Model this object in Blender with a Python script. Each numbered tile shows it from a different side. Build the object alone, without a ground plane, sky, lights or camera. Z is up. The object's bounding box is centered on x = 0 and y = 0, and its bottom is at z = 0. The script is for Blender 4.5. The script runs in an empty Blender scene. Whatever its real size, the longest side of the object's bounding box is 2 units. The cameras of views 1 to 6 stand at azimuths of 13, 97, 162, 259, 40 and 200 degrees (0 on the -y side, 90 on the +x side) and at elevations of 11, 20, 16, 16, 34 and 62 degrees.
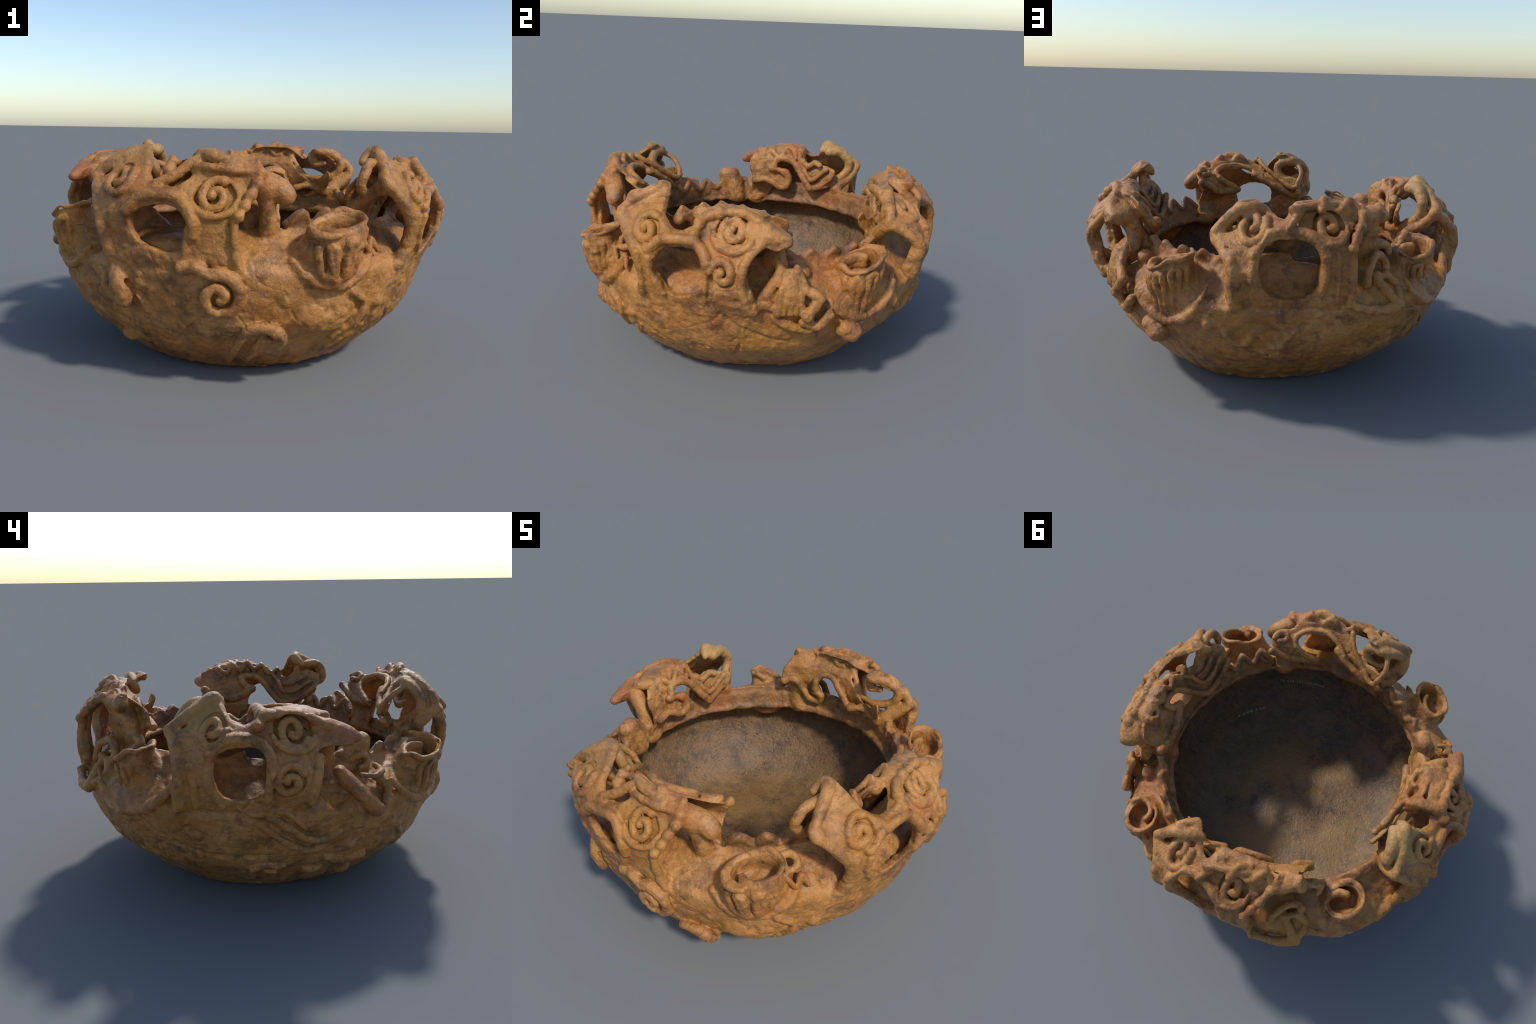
# Ornate terracotta bowl: a round clay bowl whose rim carries four hollow openwork
# crests (each a stylised beast head with coiled eyes, scalloped brow, snout and a curled
# finial), four scrolled cups between them, and coil relief on the wall.
# The clay is modelled as ONE smooth body (signed distances of clay coils, ribbons, slabs
# and hollows blended like joined clay), then separated into named parts.
import bpy, math
import numpy as np

H = 0.0056                       # sampling step of the clay body (m)
LO = np.array([-1.10, -1.10, -0.03]); HI = np.array([1.10, 1.10, 1.06])
NX, NY, NZ = [int(math.ceil((HI[i] - LO[i]) / H)) + 1 for i in range(3)]
AX = [(LO[i] + H * np.arange(n)).astype(np.float32) for i, n in enumerate((NX, NY, NZ))]
FAR = 0.12
F = np.full((NX, NY, NZ), FAR, np.float32)
LAB = np.zeros((NX, NY, NZ), np.uint8)
rng = np.random.default_rng(7)

# ------------------------------------------------------------------ part registry
PARTS = []                       # (name, parent index or None)
def part(name, parent=None):
    PARTS.append((name, parent)); return len(PARTS) - 1

BODY = part("bowl_body"); INSIDE = part("bowl_interior"); RIM = part("bowl_rim")

# ------------------------------------------------------------------ helpers
def cyl(p):
    """(azimuth deg, radius, height) -> xyz;  azimuth 0 = -y, 90 = +x"""
    a = math.radians(p[0]); return np.array([p[1] * math.sin(a), -p[1] * math.cos(a), p[2]])

def spline(P, per=0.02, closed=False):
    """Catmull-Rom through the rows of P (any columns); spacing about `per` metres in xyz"""
    P = np.asarray(P, float)
    if closed: Q = np.vstack([P[-1], P, P[0], P[1]])
    else: Q = np.vstack([2 * P[0] - P[1], P, 2 * P[-1] - P[-2]])
    out = []
    for i in range(1, len(Q) - 2):
        n = max(2, int(np.linalg.norm(Q[i + 1, :3] - Q[i, :3]) / per))
        t = np.linspace(0, 1, n, endpoint=False)[:, None]
        a, b, c, d = Q[i - 1], Q[i], Q[i + 1], Q[i + 2]
        out.append(0.5 * (2 * b + (c - a) * t + (2 * a - 5 * b + 4 * c - d) * t ** 2 + (3 * b - a - 3 * c + d) * t ** 3))
    if not closed: out.append(P[-1:])
    return np.vstack(out)

def block(lo, hi):
    i0 = [max(0, int((lo[k] - LO[k]) / H)) for k in range(3)]
    i1 = [min((NX, NY, NZ)[k], int((hi[k] - LO[k]) / H) + 2) for k in range(3)]
    sl = tuple(slice(a, b) for a, b in zip(i0, i1))
    X = AX[0][sl[0]][:, None, None]; Y = AX[1][sl[1]][None, :, None]; Z = AX[2][sl[2]][None, None, :]
    return sl, X, Y, Z

def smin(a, b, k):
    h = np.maximum(k - np.abs(a - b), 0) / k
    return np.minimum(a, b) - h * h * (k * 0.25)

def smax(a, b, k): return -smin(-a, -b, k)

def join(sl, d, lab, k=0.012):
    f = F[sl]; L = LAB[sl]
    L[d < f] = lab
    F[sl] = smin(f, d, k)

def carve(sl, d, k=0.008): F[sl] = smax(F[sl], -d, k)

def seg_field(P, rad, flat=1.0, nrm=None, pad=0.03):
    """distance field of a tapered clay coil (flat=1) or ribbon (flat<1: thinner along nrm)"""
    P = np.asarray(P, float); rad = np.broadcast_to(np.asarray(rad, float), (len(P),))
    m = rad.max() + pad
    lo, hi = P.min(0) - m, P.max(0) + m
    sl, X, Y, Z = block(lo, hi)
    D = np.full((X.shape[0], Y.shape[1], Z.shape[2]), FAR, np.float32)
    o = [s.start for s in sl]
    for i in range(len(P) - 1):
        a, b = P[i], P[i + 1]; mm = max(rad[i], rad[i + 1]) + pad
        s2, x, y, z = block(np.minimum(a, b) - mm, np.maximum(a, b) + mm)
        loc = tuple(slice(s.start - q, s.stop - q) for s, q in zip(s2, o))
        loc = tuple(slice(max(0, s.start), s.stop) for s in loc)
        e = b - a; L2 = float(e @ e) + 1e-12
        t = np.clip(((x - a[0]) * e[0] + (y - a[1]) * e[1] + (z - a[2]) * e[2]) / L2, 0, 1)
        dx = x - a[0] - t * e[0]; dy = y - a[1] - t * e[1]; dz = z - a[2] - t * e[2]
        r = rad[i] + t * (rad[i + 1] - rad[i])
        q2 = dx * dx + dy * dy + dz * dz
        if flat != 1.0:
            n = nrm[i] if nrm is not None else None
            if n is None:
                c = (a + b) / 2; n = np.array([c[0], c[1], 0.0])
            n = n / (np.linalg.norm(n) + 1e-9)
            dn = dx * n[0] + dy * n[1] + dz * n[2]
            q = np.sqrt(q2 + dn * dn * (1 / flat ** 2 - 1))
            d = (q - r) * np.where(q > 0, np.sqrt(q2) / (q + 1e-6), 1)
        else:
            d = np.sqrt(q2) - r
        np.minimum(D[loc], d.astype(np.float32), out=D[loc])
    return sl, D

def coil(pts, rad, lab, k=0.010, smooth=True, flat=1.0, nrm=None, closed=False, knobs=0.0, knob_n=0):
    """pts: (az, r, z) control points; rad: number or per-point list"""
    P = np.array([cyl(p) for p in pts]); r = np.broadcast_to(np.asarray(rad, float), (len(P),))
    Q = np.column_stack([P, r])
    if smooth: Q = spline(Q, closed=closed)
    rr = Q[:, 3].copy()
    if knob_n:                                        # beaded coil
        rr = rr * (1 + knobs * np.cos(np.linspace(0, 2 * math.pi * knob_n, len(rr))))
    if flat != 1.0 and isinstance(nrm, str):          # ribbon normal radial + up
        c = Q[:, :3].copy(); c[:, 2] = 0; c /= np.linalg.norm(c, axis=1)[:, None] + 1e-9
        c[:, 2] = 0.6 if nrm == "lean" else -0.6; nrm = c
    sl, d = seg_field(Q[:, :3], rr, flat, nrm)
    join(sl, d, lab, k)

def groove(pts, rad, k=0.006, smooth=True):
    P = np.array([cyl(p) for p in pts]); r = np.broadcast_to(np.asarray(rad, float), (len(P),))
    Q = np.column_stack([P, r])
    if smooth: Q = spline(Q)
    sl, d = seg_field(Q[:, :3], Q[:, 3]); carve(sl, d, k)

def blob(c, radii, lab, k=0.02, axis=None):
    """ellipsoid lump at (az, r, z): radii = (tangential, radial, vertical)"""
    p = cyl(c); a = math.radians(c[0])
    t = np.array([math.cos(a), math.sin(a), 0]); n = np.array([math.sin(a), -math.cos(a), 0]); u = np.array([0, 0, 1.0])
    if axis:                                         # roll about radial direction (deg)
        w = math.radians(axis); t, u = math.cos(w) * t + math.sin(w) * u, -math.sin(w) * t + math.cos(w) * u
    m = max(radii) + 0.03
    sl, X, Y, Z = block(p - m, p + m)
    x, y, z = X - p[0], Y - p[1], Z - p[2]
    g = [(x * v[0] + y * v[1] + z * v[2]) / s for v, s in zip((t, n, u), radii)]
    q = np.sqrt(g[0] ** 2 + g[1] ** 2 + g[2] ** 2)
    q2 = np.sqrt((g[0] / radii[0]) ** 2 + (g[1] / radii[1]) ** 2 + (g[2] / radii[2]) ** 2)
    d = q * (q - 1) / (q2 + 1e-6)
    return sl, d.astype(np.float32)

def lump(c, radii, lab, k=0.02, axis=None):
    sl, d = blob(c, radii, lab, k, axis); join(sl, d, lab, k)

def hollow(c, radii, k=0.01, axis=None):
    sl, d = blob(c, radii, 0, k, axis); carve(sl, d, k)

def poly_sdf(px, py, poly):
    poly = np.asarray(poly, np.float32); n = len(poly)
    d = np.full(np.broadcast(px, py).shape, 1e9, np.float32); s = np.ones_like(d)
    for i in range(n):
        a, b = poly[i], poly[i - 1]; ex, ey = b - a
        wx, wy = px - a[0], py - a[1]
        t = np.clip((wx * ex + wy * ey) / (ex * ex + ey * ey + 1e-12), 0, 1)
        d = np.minimum(d, (wx - ex * t) ** 2 + (wy - ey * t) ** 2)
        c1, c2, c3 = py >= a[1], py < b[1], ex * wy > ey * wx
        flip = (c1 & c2 & c3) | (~c1 & ~c2 & ~c3)
        s = np.where(flip, -s, s)
    return s * np.sqrt(d)

class Wall:
    """a leaning curtain of clay round the axis: radius from height, blended between a
    left-hand and a right-hand profile over an azimuth interval"""
    def __init__(self, left, right=None, span=(0, 1)):
        self.l = np.array(left, float); self.r = np.array(right if right else left, float); self.s = span
    def __call__(self, az, z):
        a = np.interp(z, self.l[:, 0], self.l[:, 1]); b = np.interp(z, self.r[:, 0], self.r[:, 1])
        w = np.clip((az - self.s[0]) / (self.s[1] - self.s[0]), 0, 1)
        return a + (b - a) * w
    def at(self, az, z, off=0.0): return (az, float(self(az, z)) + off, z)

RREF = 0.85
def slab(wall, outline, lab, thick=0.05, holes=(), k=0.010, rnd=0.012, off=0.0):
    """clay slab lying in `wall`, outlined by rounded (az, z) control points"""
    def smooth(poly):
        Q = np.array([[math.radians(a) * RREF, z, 0] for a, z in poly])
        c = spline(Q, per=0.03, closed=True)[:, :2]
        lin = np.vstack([Q[:, :2]]);  return 0.0 + c if len(lin) else lin
    out = smooth(outline); hs = [smooth(h) for h in holes]
    az = np.array([a for a, _ in outline]); zz = np.array([z for _, z in outline])
    ac = math.radians((az.min() + az.max()) / 2)
    pts = np.array([cyl((a, r, 0)) for a in np.linspace(az.min(), az.max(), 9) for r in (0.5, 1.02)])
    lo = np.array([pts[:, 0].min(), pts[:, 1].min(), zz.min()]) - 0.05
    hi = np.array([pts[:, 0].max(), pts[:, 1].max(), zz.max()]) + 0.05
    sl, X, Y, Z = block(lo, hi)
    rho = np.sqrt(X * X + Y * Y)
    th = np.arctan2(X, -Y) - ac; th = (th + math.pi) % (2 * math.pi) - math.pi + ac
    s = (th * RREF).astype(np.float32)
    g = 0.004; s0, s1 = out[:, 0].min() - .08, out[:, 0].max() + .08; z0, z1 = lo[2] - .03, hi[2] + .03
    gs = np.arange(s0, s1, g, dtype=np.float32)[:, None]; gz = np.arange(z0, z1, g, dtype=np.float32)[None]
    T = poly_sdf(gs + 0 * gz, gz + 0 * gs, out)
    for h in hs: T = np.maximum(T, -poly_sdf(gs + 0 * gz, gz + 0 * gs, h))
    fs = np.clip((s - s0) / g, 0, T.shape[0] - 2.01); i0 = fs.astype(int); fs = fs - i0
    fz = np.clip((Z - z0) / g, 0, T.shape[1] - 2.01); j0 = fz.astype(int); fz = fz - j0
    D2 = (T[i0, j0] * (1 - fs) + T[i0 + 1, j0] * fs) * (1 - fz) + (T[i0, j0 + 1] * (1 - fs) + T[i0 + 1, j0 + 1] * fs) * fz
    D2 = D2.astype(np.float32)
    R = wall(np.degrees(th), Z + 0 * th) + off
    dr = (np.abs(rho - R) - thick / 2) * 0.9
    d = smax(D2, dr.astype(np.float32), rnd)
    join(sl, d.astype(np.float32), lab, k)

def spiral_pts(wall, c, a, turns, start, sense=1, tail=(), inner=0.18, off=0.0, squash=1.0):
    """coiled clay worm lying on a wall: centre (az, z), outer radius a (m)"""
    n = int(14 * turns) + 2; out = []
    for i in range(n):
        f = i / (n - 1); r = a * (1 - (1 - inner) * f); w = math.radians(start) + sense * 2 * math.pi * turns * f
        z = c[1] + r * math.sin(w) * squash
        az = c[0] + math.degrees(r * math.cos(w) / 0.9)
        out.append(wall.at(az, z, off))
    return [wall.at(t[0], t[1], off) for t in tail] + out

# ------------------------------------------------------------------ the bowl itself
OUTER = [(0, 0.0), (0.25, 0.0), (0.40, 0.0), (0.48, 0.004), (0.535, 0.03), (0.575, 0.06), (0.638, 0.10), (0.70, 0.15), (0.758, 0.20), (0.815, 0.255),
         (0.843, 0.305), (0.866, 0.355), (0.885, 0.405), (0.900, 0.455), (0.910, 0.495), (0.905, 0.525), (0.872, 0.565), (0.82, 0.60), (0.765, 0.632), (0.742, 0.655), (0.730, 0.674)]
INNER = [(0.712, 0.678), (0.700, 0.655), (0.697, 0.625), (0.690, 0.60), (0.680, 0.582), (0.684, 0.566), (0.715, 0.556), (0.765, 0.540), (0.796, 0.505), (0.802, 0.46), (0.793, 0.41), (0.770, 0.355), (0.733, 0.29),
         (0.685, 0.225), (0.63, 0.165), (0.55, 0.120), (0.42, 0.097), (0.25, 0.097), (0, 0.10)]
CAV = (0.012, -0.028)                                   # the hollow sits a little off the axis
def swell(az, z):
    """the wall bellies out on the front right"""
    def lobe(c, w): return np.exp(-(((az - c + 180) % 360 - 180) / w) ** 2)
    return (lobe(42, 54) * np.interp(z, [0, .1, .2, .3, .42, .52], [.095, .074, .053, .036, .020, 0.0])
            + lobe(128, 26) * np.interp(z, [0, .1, .2], [.035, .030, 0.0])
            + lobe(335, 36) * np.interp(z, [0, .1, .2, .3], [.055, .045, .02, 0.0])
            - lobe(172, 25) * np.interp(z, [0, .06, .12, .2, .28, .36], [0.0, .012, .036, .034, .015, 0.0]))
def bowl():
    h = 0.004; r = np.arange(0, 1.62, h, dtype=np.float32); z = np.arange(-0.08, 1.12, h, dtype=np.float32)
    def table(P):
        P = spline(np.array([(a, b, 0) for a, b in P]), per=0.02)[:, :2]; P[:, 0] = np.maximum(P[:, 0], -0.001)
        return P
    PO = np.vstack([table(OUTER), [(0.70, .70), (-.3, .70), (-.3, 0)]])
    PI = np.vstack([table(INNER), [(-.3, .10), (-.3, .9), (.712, .9)]])
    TO, TI = [poly_sdf(r[:, None] + 0 * z[None], z[None] + 0 * r[:, None], p).astype(np.float32) for p in (PO, PI)]
    zz = (AX[2] + 0.08) / h; j0 = np.clip(zz.astype(int), 0, len(z) - 2)[None]; fz = (zz[None] - j0)
    def look(T, rho):
        q = np.clip(rho / h, 0, len(r) - 2.01); i0 = q.astype(int); fr = q - i0
        return (T[i0, j0] * (1 - fr) + T[i0 + 1, j0] * fr) * (1 - fz) + (T[i0, j0 + 1] * (1 - fr) + T[i0 + 1, j0 + 1] * fr) * fz
    for i in range(NX):                                 # slice by slice
        x = AX[0][i]; rho = np.sqrt(x ** 2 + AX[1] ** 2)
        az = np.degrees(np.arctan2(x, -AX[1]))
        ro = rho[:, None] - swell(az[:, None], AX[2][None])
        rc = np.sqrt((x - CAV[0]) ** 2 + (AX[1] - CAV[1]) ** 2)[:, None] + 0 * ro
        F[i] = np.minimum(FAR, np.maximum(look(TO, ro), -look(TI, rc)))
bowl()
_o = np.array(OUTER[2:16])
BODYW = Wall([(z, r) for r, z in _o])
def onb(az, z, off=0.0): return (az, float(BODYW(az, z)) + float(swell(az, z)) + off, z)
class Belly(Wall):
    def __call__(self, az, z): return Wall.__call__(self, az, z) + swell(az, z)
BELLYW = Belly([(z, r) for r, z in _o])
# niches scooped into the shoulder beside the crests
for az, z, w, hgt in ((279.5, .60, .050, .085), (230.5, .625, .045, .065), (329, .61, .045, .07), (99, .62, .045, .08), (57.5, .62, .045, .085), (21, .64, .045, .045)):
    hollow((az, .915, z), (w, .10, hgt), .02)

# rim: inner lip roll and scalloped ridge
coil([(a, 0.692 + 0.021 * math.cos(math.radians(a)), 0.584 + 0.006 * math.sin(3 * math.radians(a))) for a in range(0, 360, 12)], 0.019, RIM, closed=True)

lump((-7, .79, .595), (.14, .09, .045), BODY, k=.04)

# ------------------------------------------------------------------ crests
def inset(pts, rad):
    """control points were measured on the skin: move them to the middle of the coil"""
    return [(a, r - .020 if r > .84 else r, z - (.016 if z > .93 else 0)) for a, r, z in pts]

def eye(wall, c, a, turns, start, rad, sp, sense=1, tail=(), squash=1.0, pit=0.020, wide=1.0, lid=None, tilt=0.0):
    """coiled eye: a hollow pressed into the wall with a clay worm curled in it"""
    q = wall.at(c[0], c[1], 0.010)
    n = cyl(q); sl, X, Y, Z = block(n - a * wide - .05, n + a * wide + .05)
    rho = np.sqrt(X * X + Y * Y); th = np.degrees(np.arctan2(X, -Y)); th = (th - c[0] + 180) % 360 - 180
    R = wall(th + c[0], Z + 0 * th)
    sx = np.radians(th) * .9; sz = Z - c[1] - math.tan(math.radians(tilt)) * sx
    qd = np.sqrt((sx / wide) ** 2 + (sz / squash) ** 2)
    d = smax((qd - a * .93).astype(np.float32), (np.abs(rho - R - .02) - (.02 + pit)).astype(np.float32), .012)
    carve(sl, d.astype(np.float32), .010)
    if lid is not None:
        P = []
        for g in np.linspace(190, 352, 9):
            x = a * wide * 1.04 * math.cos(math.radians(g)); P.append(wall.at(c[0] + math.degrees(x / .9), c[1] + a * 1.06 * squash * math.sin(math.radians(g)) + math.tan(math.radians(tilt)) * x, .004))
        coil(P, [.012] + [.019] * 7 + [.012], lid, k=.008)
    coil(spiral_pts(wall, c, a, turns, start, sense, tail, .22, -.004, squash), rad * 1.08, sp, k=0.004)

def crest(outer, inner, outline, hole, in_outline, spL, spR, low, brow, arch, frame, finial, snout, jaw,
          in_coils=(), scallops=(), bridges=(), neck=(), head_roof=(), leg=(), extra=(), pits=(), backing=None, deep=False):
    c = part("crest")
    sp = part("spiral_coil", c); br = part("brow_ridge", c); fn = part("curled_finial", c)
    sn = part("snout", c); jw = part("jaw", c); lt = part("inner_lattice", c)
    slab(outer, outline, c, 0.048, holes=[hole], off=-0.024)
    slab(inner, [(a, z - (.014 if z > .88 else 0)) for a, z in in_outline], lt, 0.024, k=0.008, rnd=.008, off=.012)
    if backing: slab(Wall([(.58, .79), (.66, .765), (.75, .72)]) if deep else Wall([(.58, .705), (.66, .712), (.75, .712)]), backing, lt, .045 if deep else .034, k=.02, rnd=.01)
    for b in bridges: coil(b[0], b[1], c, k=0.03, flat=b[2] if len(b) > 2 else 1.0)
    for b in head_roof: lump(b[0], b[1], c, k=0.03)
    for n in neck: coil(n[0], n[1], jw, k=0.025)
    for q in pits: hollow(*q)
    if brow: coil([outer.at(a, z, 0.012) for a, z in brow[0]], brow[1] * 1.2, br, k=0.006, knobs=0.20, knob_n=brow[2])
    coil([outer.at(a, z, 0.002) for a, z in arch[0]], arch[1], c, k=0.012)
    for l in leg: coil([outer.at(a, z, -.002) for a, z in l[0]], l[1], c, k=0.010)
    for e in (spL, spR, low):
        if e: eye(outer, *e[0], e[2], sp, **dict(e[1], **(dict(wide=1.32, lid=br, pit=.026) if e is spR else {})))
    for f in frame: coil(inset(f[0], f[1]), f[1], c, k=0.02, flat=f[2] if len(f) > 2 else 1.0)
    for f in finial: coil(inset(f[0], f[1]), f[1], fn, k=0.012, flat=f[2] if len(f) > 2 else 1.0, nrm="lean")
    for s in snout: coil([(a, r, z - .022) for a, r, z in s[0]], [.86 * q for q in s[1]], sn, k=0.02)
    for j in jaw: coil([inner.at(a, z, -0.014) for a, z in j[0]], j[1], jw, k=0.008)
    for q in in_coils: coil([inner.at(a, z, q[2] if len(q) > 2 else -0.018) for a, z in q[0]], q[1], lt, k=0.006)
    for (a, r, z), w, hgt in scallops:
        z -= .012
        coil([(a, r + .01, z - hgt), (a, r, z - hgt * .45), (a, r - .005, z)], [w * 1.05, w * .7, 0.012], br, k=0.02, smooth=False)
    if len(scallops) > 2:                                # wavy frill running through the scallops
        fr = []
        for (p, _, _), (q, _, _) in zip(scallops[:-1], scallops[1:]):
            fr += [(p[0], p[1] - .018, p[2] - .022), ((p[0] + q[0]) / 2, (p[1] + q[1]) / 2 - .035, (p[2] + q[2]) / 2 - .062)]
        p = scallops[-1][0]; fr.append((p[0], p[1] - .018, p[2] - .022))
        coil(fr, .018, br, k=.006)
    for e in extra: coil(e[0], e[1], c, k=0.008)
    return c

# crest facing the front (azimuth about 0)
oA = Wall([(.47, .875), (.51, .905), (.55, .925), (.72, .945), (.82, .935), (.89, .865), (.99, .74)], [(.47, .875), (.51, .905), (.55, .92), (.72, .935), (.80, .888), (.90, .828), (.93, .80)], (-12, 2))
iA = Wall([(.5, .70), (.60, .70), (.70, .70), (.78, .64), (.84, .66), (.90, .73), (.95, .80)])
crest(oA, iA,
      backing=[(-28, .60), (-28, .74), (-20, .735), (-15, .69), (-11, .655), (-11, .60)], pits=[((-26.5, .83, .87), (.035, .05, .045))],
      outline=[(-22.5, .50), (-23, .60), (-24, .70), (-27.5, .78), (-30, .86), (-28.5, .895), (-24, .945), (-20.5, .985), (-15, .95), (-11, .865), (-5, .835), (-1, .865), (1, .915), (9, .93), (18, .90), (19, .85), (13, .77), (11, .70), (12, .50)],
      hole=[(-13.5, .73), (-8, .765), (-2, .755), (1, .69), (0, .615), (-4, .59), (-10, .605), (-14, .66)],
      in_outline=[(29, .82), (27, .90), (18, .92), (11, .965), (1, .965), (-6, .94), (-11, .89), (-15, .86), (-20, .845), (-26, .845), (-29, .83), (-29, .77), (-26, .715), (-22, .735), (-16, .79), (-8, .835), (-4, .885), (3, .90), (11, .895), (15, .865), (16, .82), (6, .765), (12, .72), (16, .60), (25, .60), (27, .74)],
      spL=(((-19.5, .855), .064, 1.35, 30), dict(sense=-1), .020),
      spR=(((7.0, .80), .066, 1.3, 60), dict(sense=1), .019),
      low=None,
      brow=([(13, .735), (15, .79), (17.5, .85), (18.5, .89)], .019, 4),
      arch=([(-15, .74), (-11, .80), (-4, .805), (-1, .78), (2, .72), (2, .66)], .027),
      leg=[([(12, .72), (12, .62), (13, .52)], .022), ([(1, .68), (0, .60), (-1, .52)], .020)],
      frame=[([(-29, .75, .70), (-30.5, .83, .76), (-28.5, .90, .82)], .032), ([(-28, .90, .83), (-25, .945, .72), (-23, .94, .60), (-21.5, .915, .52)], .028)],
      finial=[([(-29, .91, .86), (-27, .87, .90), (-23, .79, .96), (-18, .745, .985)], [.024, .028, .032, .028]),
              ([(-26, .74, .74), (-29, .80, .785), (-30, .83, .85), (-28, .78, .915), (-24, .735, .95), (-19, .73, .94), (-16.5, .725, .885), (-19, .71, .84), (-24, .72, .82), (-27, .75, .85)], [.024, .026, .028, .028, .03, .028, .026, .024, .020, .014])],
      snout=[([(17, .80, .88), (21, .80, .87), (24, .80, .85), (26, .805, .825)], [.06, .058, .056, .05])],
      jaw=[([(29, .83), (24, .80), (17, .765), (8, .765)], .026), ([(27, .885), (24, .90), (21, .89), (22, .87), (25, .87)], .018)],
      in_coils=[([(6, .77), (15, .83), (17, .88), (12, .905), (3, .91), (-4, .88), (-8, .845)], .019), ([(-8, .93), (-12, .88), (-26, .78), (-29, .82), (-29.5, .88), (-26, .925)], .019), ([(-4, .86), (-10, .82), (-20, .765), (-26, .72), (-29, .75)], .022)],
      scallops=[((18, .81, .945), .035, .05), ((10.5, .815, .98), .035, .06), ((1.5, .805, .985), .035, .06), ((-7, .80, .955), .032, .05)],
      neck=[([(22, .72, .60), (21.5, .77, .68), (21, .79, .76), (20, .80, .83)], [.06, .04, .035, .05])],
      head_roof=[((10, .80, .905), (.12, .05, .03))],
      extra=[([(2, .83, .915), (9, .845, .905), (18.5, .835, .89)], .02), ([(2, .80, .96), (6, .82, .955), (12, .825, .925)], [.022, .03, .02]), ([(-9, .88, .84), (-4, .84, .88), (0, .82, .93)], .024)])

# crest facing the right (azimuth about 80)
oB = Wall([(.46, .905), (.52, .932), (.58, .955), (.70, .975), (.82, .945), (.86, .92), (.98, .775)], [(.46, .91), (.52, .945), (.58, .97), (.70, .99), (.79, .94), (.845, .885), (.93, .82)], (72, 84))
iB = Wall([(.5, .68), (.60, .68), (.68, .675), (.77, .72), (.85, .77), (.90, .785), (.98, .80)])
crest(oB, iB,
      pits=[((54.5, .84, .865), (.035, .05, .04))],
      outline=[(60.5, .47), (62, .58), (62, .69), (58, .775), (52.5, .855), (55, .90), (58, .945), (61, .985), (64.5, .965), (68, .88), (73, .83), (78, .855), (81, .905), (88, .93), (96, .90), (103, .855), (104.5, .81), (101, .775), (98, .80), (94, .755), (93, .70), (94.5, .47)],
      hole=[(69, .71), (72, .755), (79, .765), (83, .72), (83, .63), (80, .57), (74, .53), (70, .56), (68, .64)],
      in_outline=[(106, .80), (106, .88), (97, .92), (88, .935), (78, .925), (72, .89), (69, .855), (65, .84), (60, .90), (54, .90), (49, .84), (50, .765), (57, .71), (66, .68), (71, .71), (76, .785), (81, .835), (86, .835), (87, .79), (81, .77), (84, .71), (86, .60), (100, .60), (104, .71)],
      spL=(((65, .815), .064, 1.3, 60), dict(sense=1), .019),
      spR=(((89.8, .843), .064, 1.45, 300), dict(sense=-1, tilt=-4), .0185),
      low=(((88, .68), .054, 1.1, 170), dict(sense=-1, squash=1.25), .019),
      brow=([(79.5, .83), (80.5, .885), (84, .905), (90, .915), (95, .90), (99, .865)], .022, 9),
      arch=([(67, .74), (70, .785), (74, .80), (79, .80), (82.5, .765), (84, .72)], .027),
      leg=[([(98, .81), (94, .75), (93, .70), (93, .60), (95, .50)], .022), ([(84, .72), (83.5, .62), (83, .54)], .018), ([(63, .71), (63.5, .60), (62, .50)], .020), ([(67, .70), (67, .62), (70, .53)], .022)],
      frame=[([(53, .72, .71), (53.5, .80, .775), (54, .88, .82), (54, .94, .84)], .030), ([(54, .94, .84), (58.5, .965, .765), (62, .975, .68), (62.5, .955, .58), (61, .93, .50)], .026)],
      finial=[([(53, .935, .86), (55.5, .89, .91), (58.5, .825, .96), (61, .775, .985), (60, .745, .965), (57.5, .745, .925)], [.024, .026, .030, .032, .030, .022]),
              ([(52, .82, .80), (49.5, .835, .84), (52, .835, .915), (57, .80, .935), (60, .785, .90), (60, .785, .87), (57, .80, .85)], [.026, .026, .026, .026, .026, .024, .018])],
      snout=[([(96, .86, .86), (100, .89, .85), (104, .90, .835)], [.06, .055, .04]), ([(97, .77, .84), (100, .80, .84), (104, .87, .83)], [.055, .05, .04])],
      jaw=[([(107, .78), (102, .74), (95, .72), (88, .735), (82, .77)], .026)],
      in_coils=[([(82, .77), (86, .80), (87, .84), (83, .85), (79, .84), (75, .79), (70, .72), (65, .69), (57, .72), (50, .78)], .022), ([(75, .89), (70, .83), (66, .76), (60, .76), (53, .82)], .018), ([(66, .80), (62, .80), (57, .84)], .014)],
      scallops=[((70, .79, .905), .03, .05), ((77.5, .785, .935), .035, .05), ((84, .785, .95), .035, .05), ((91, .785, .94), .035, .05), ((98, .78, .92), .035, .05)],
      neck=[([(100, .71, .60), (101, .76, .68), (102, .80, .75), (101, .84, .81)], [.06, .042, .038, .05]), ([(96, .93, .50), (100, .86, .57), (104, .82, .64), (103, .81, .72), (101, .82, .79)], [.02, .03, .032, .03, .03])],
      head_roof=[((90, .80, .90), (.13, .05, .03))],
      extra=[([(77, .92, .83), (79, .915, .845), (80.5, .91, .82)], .020)])

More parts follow.
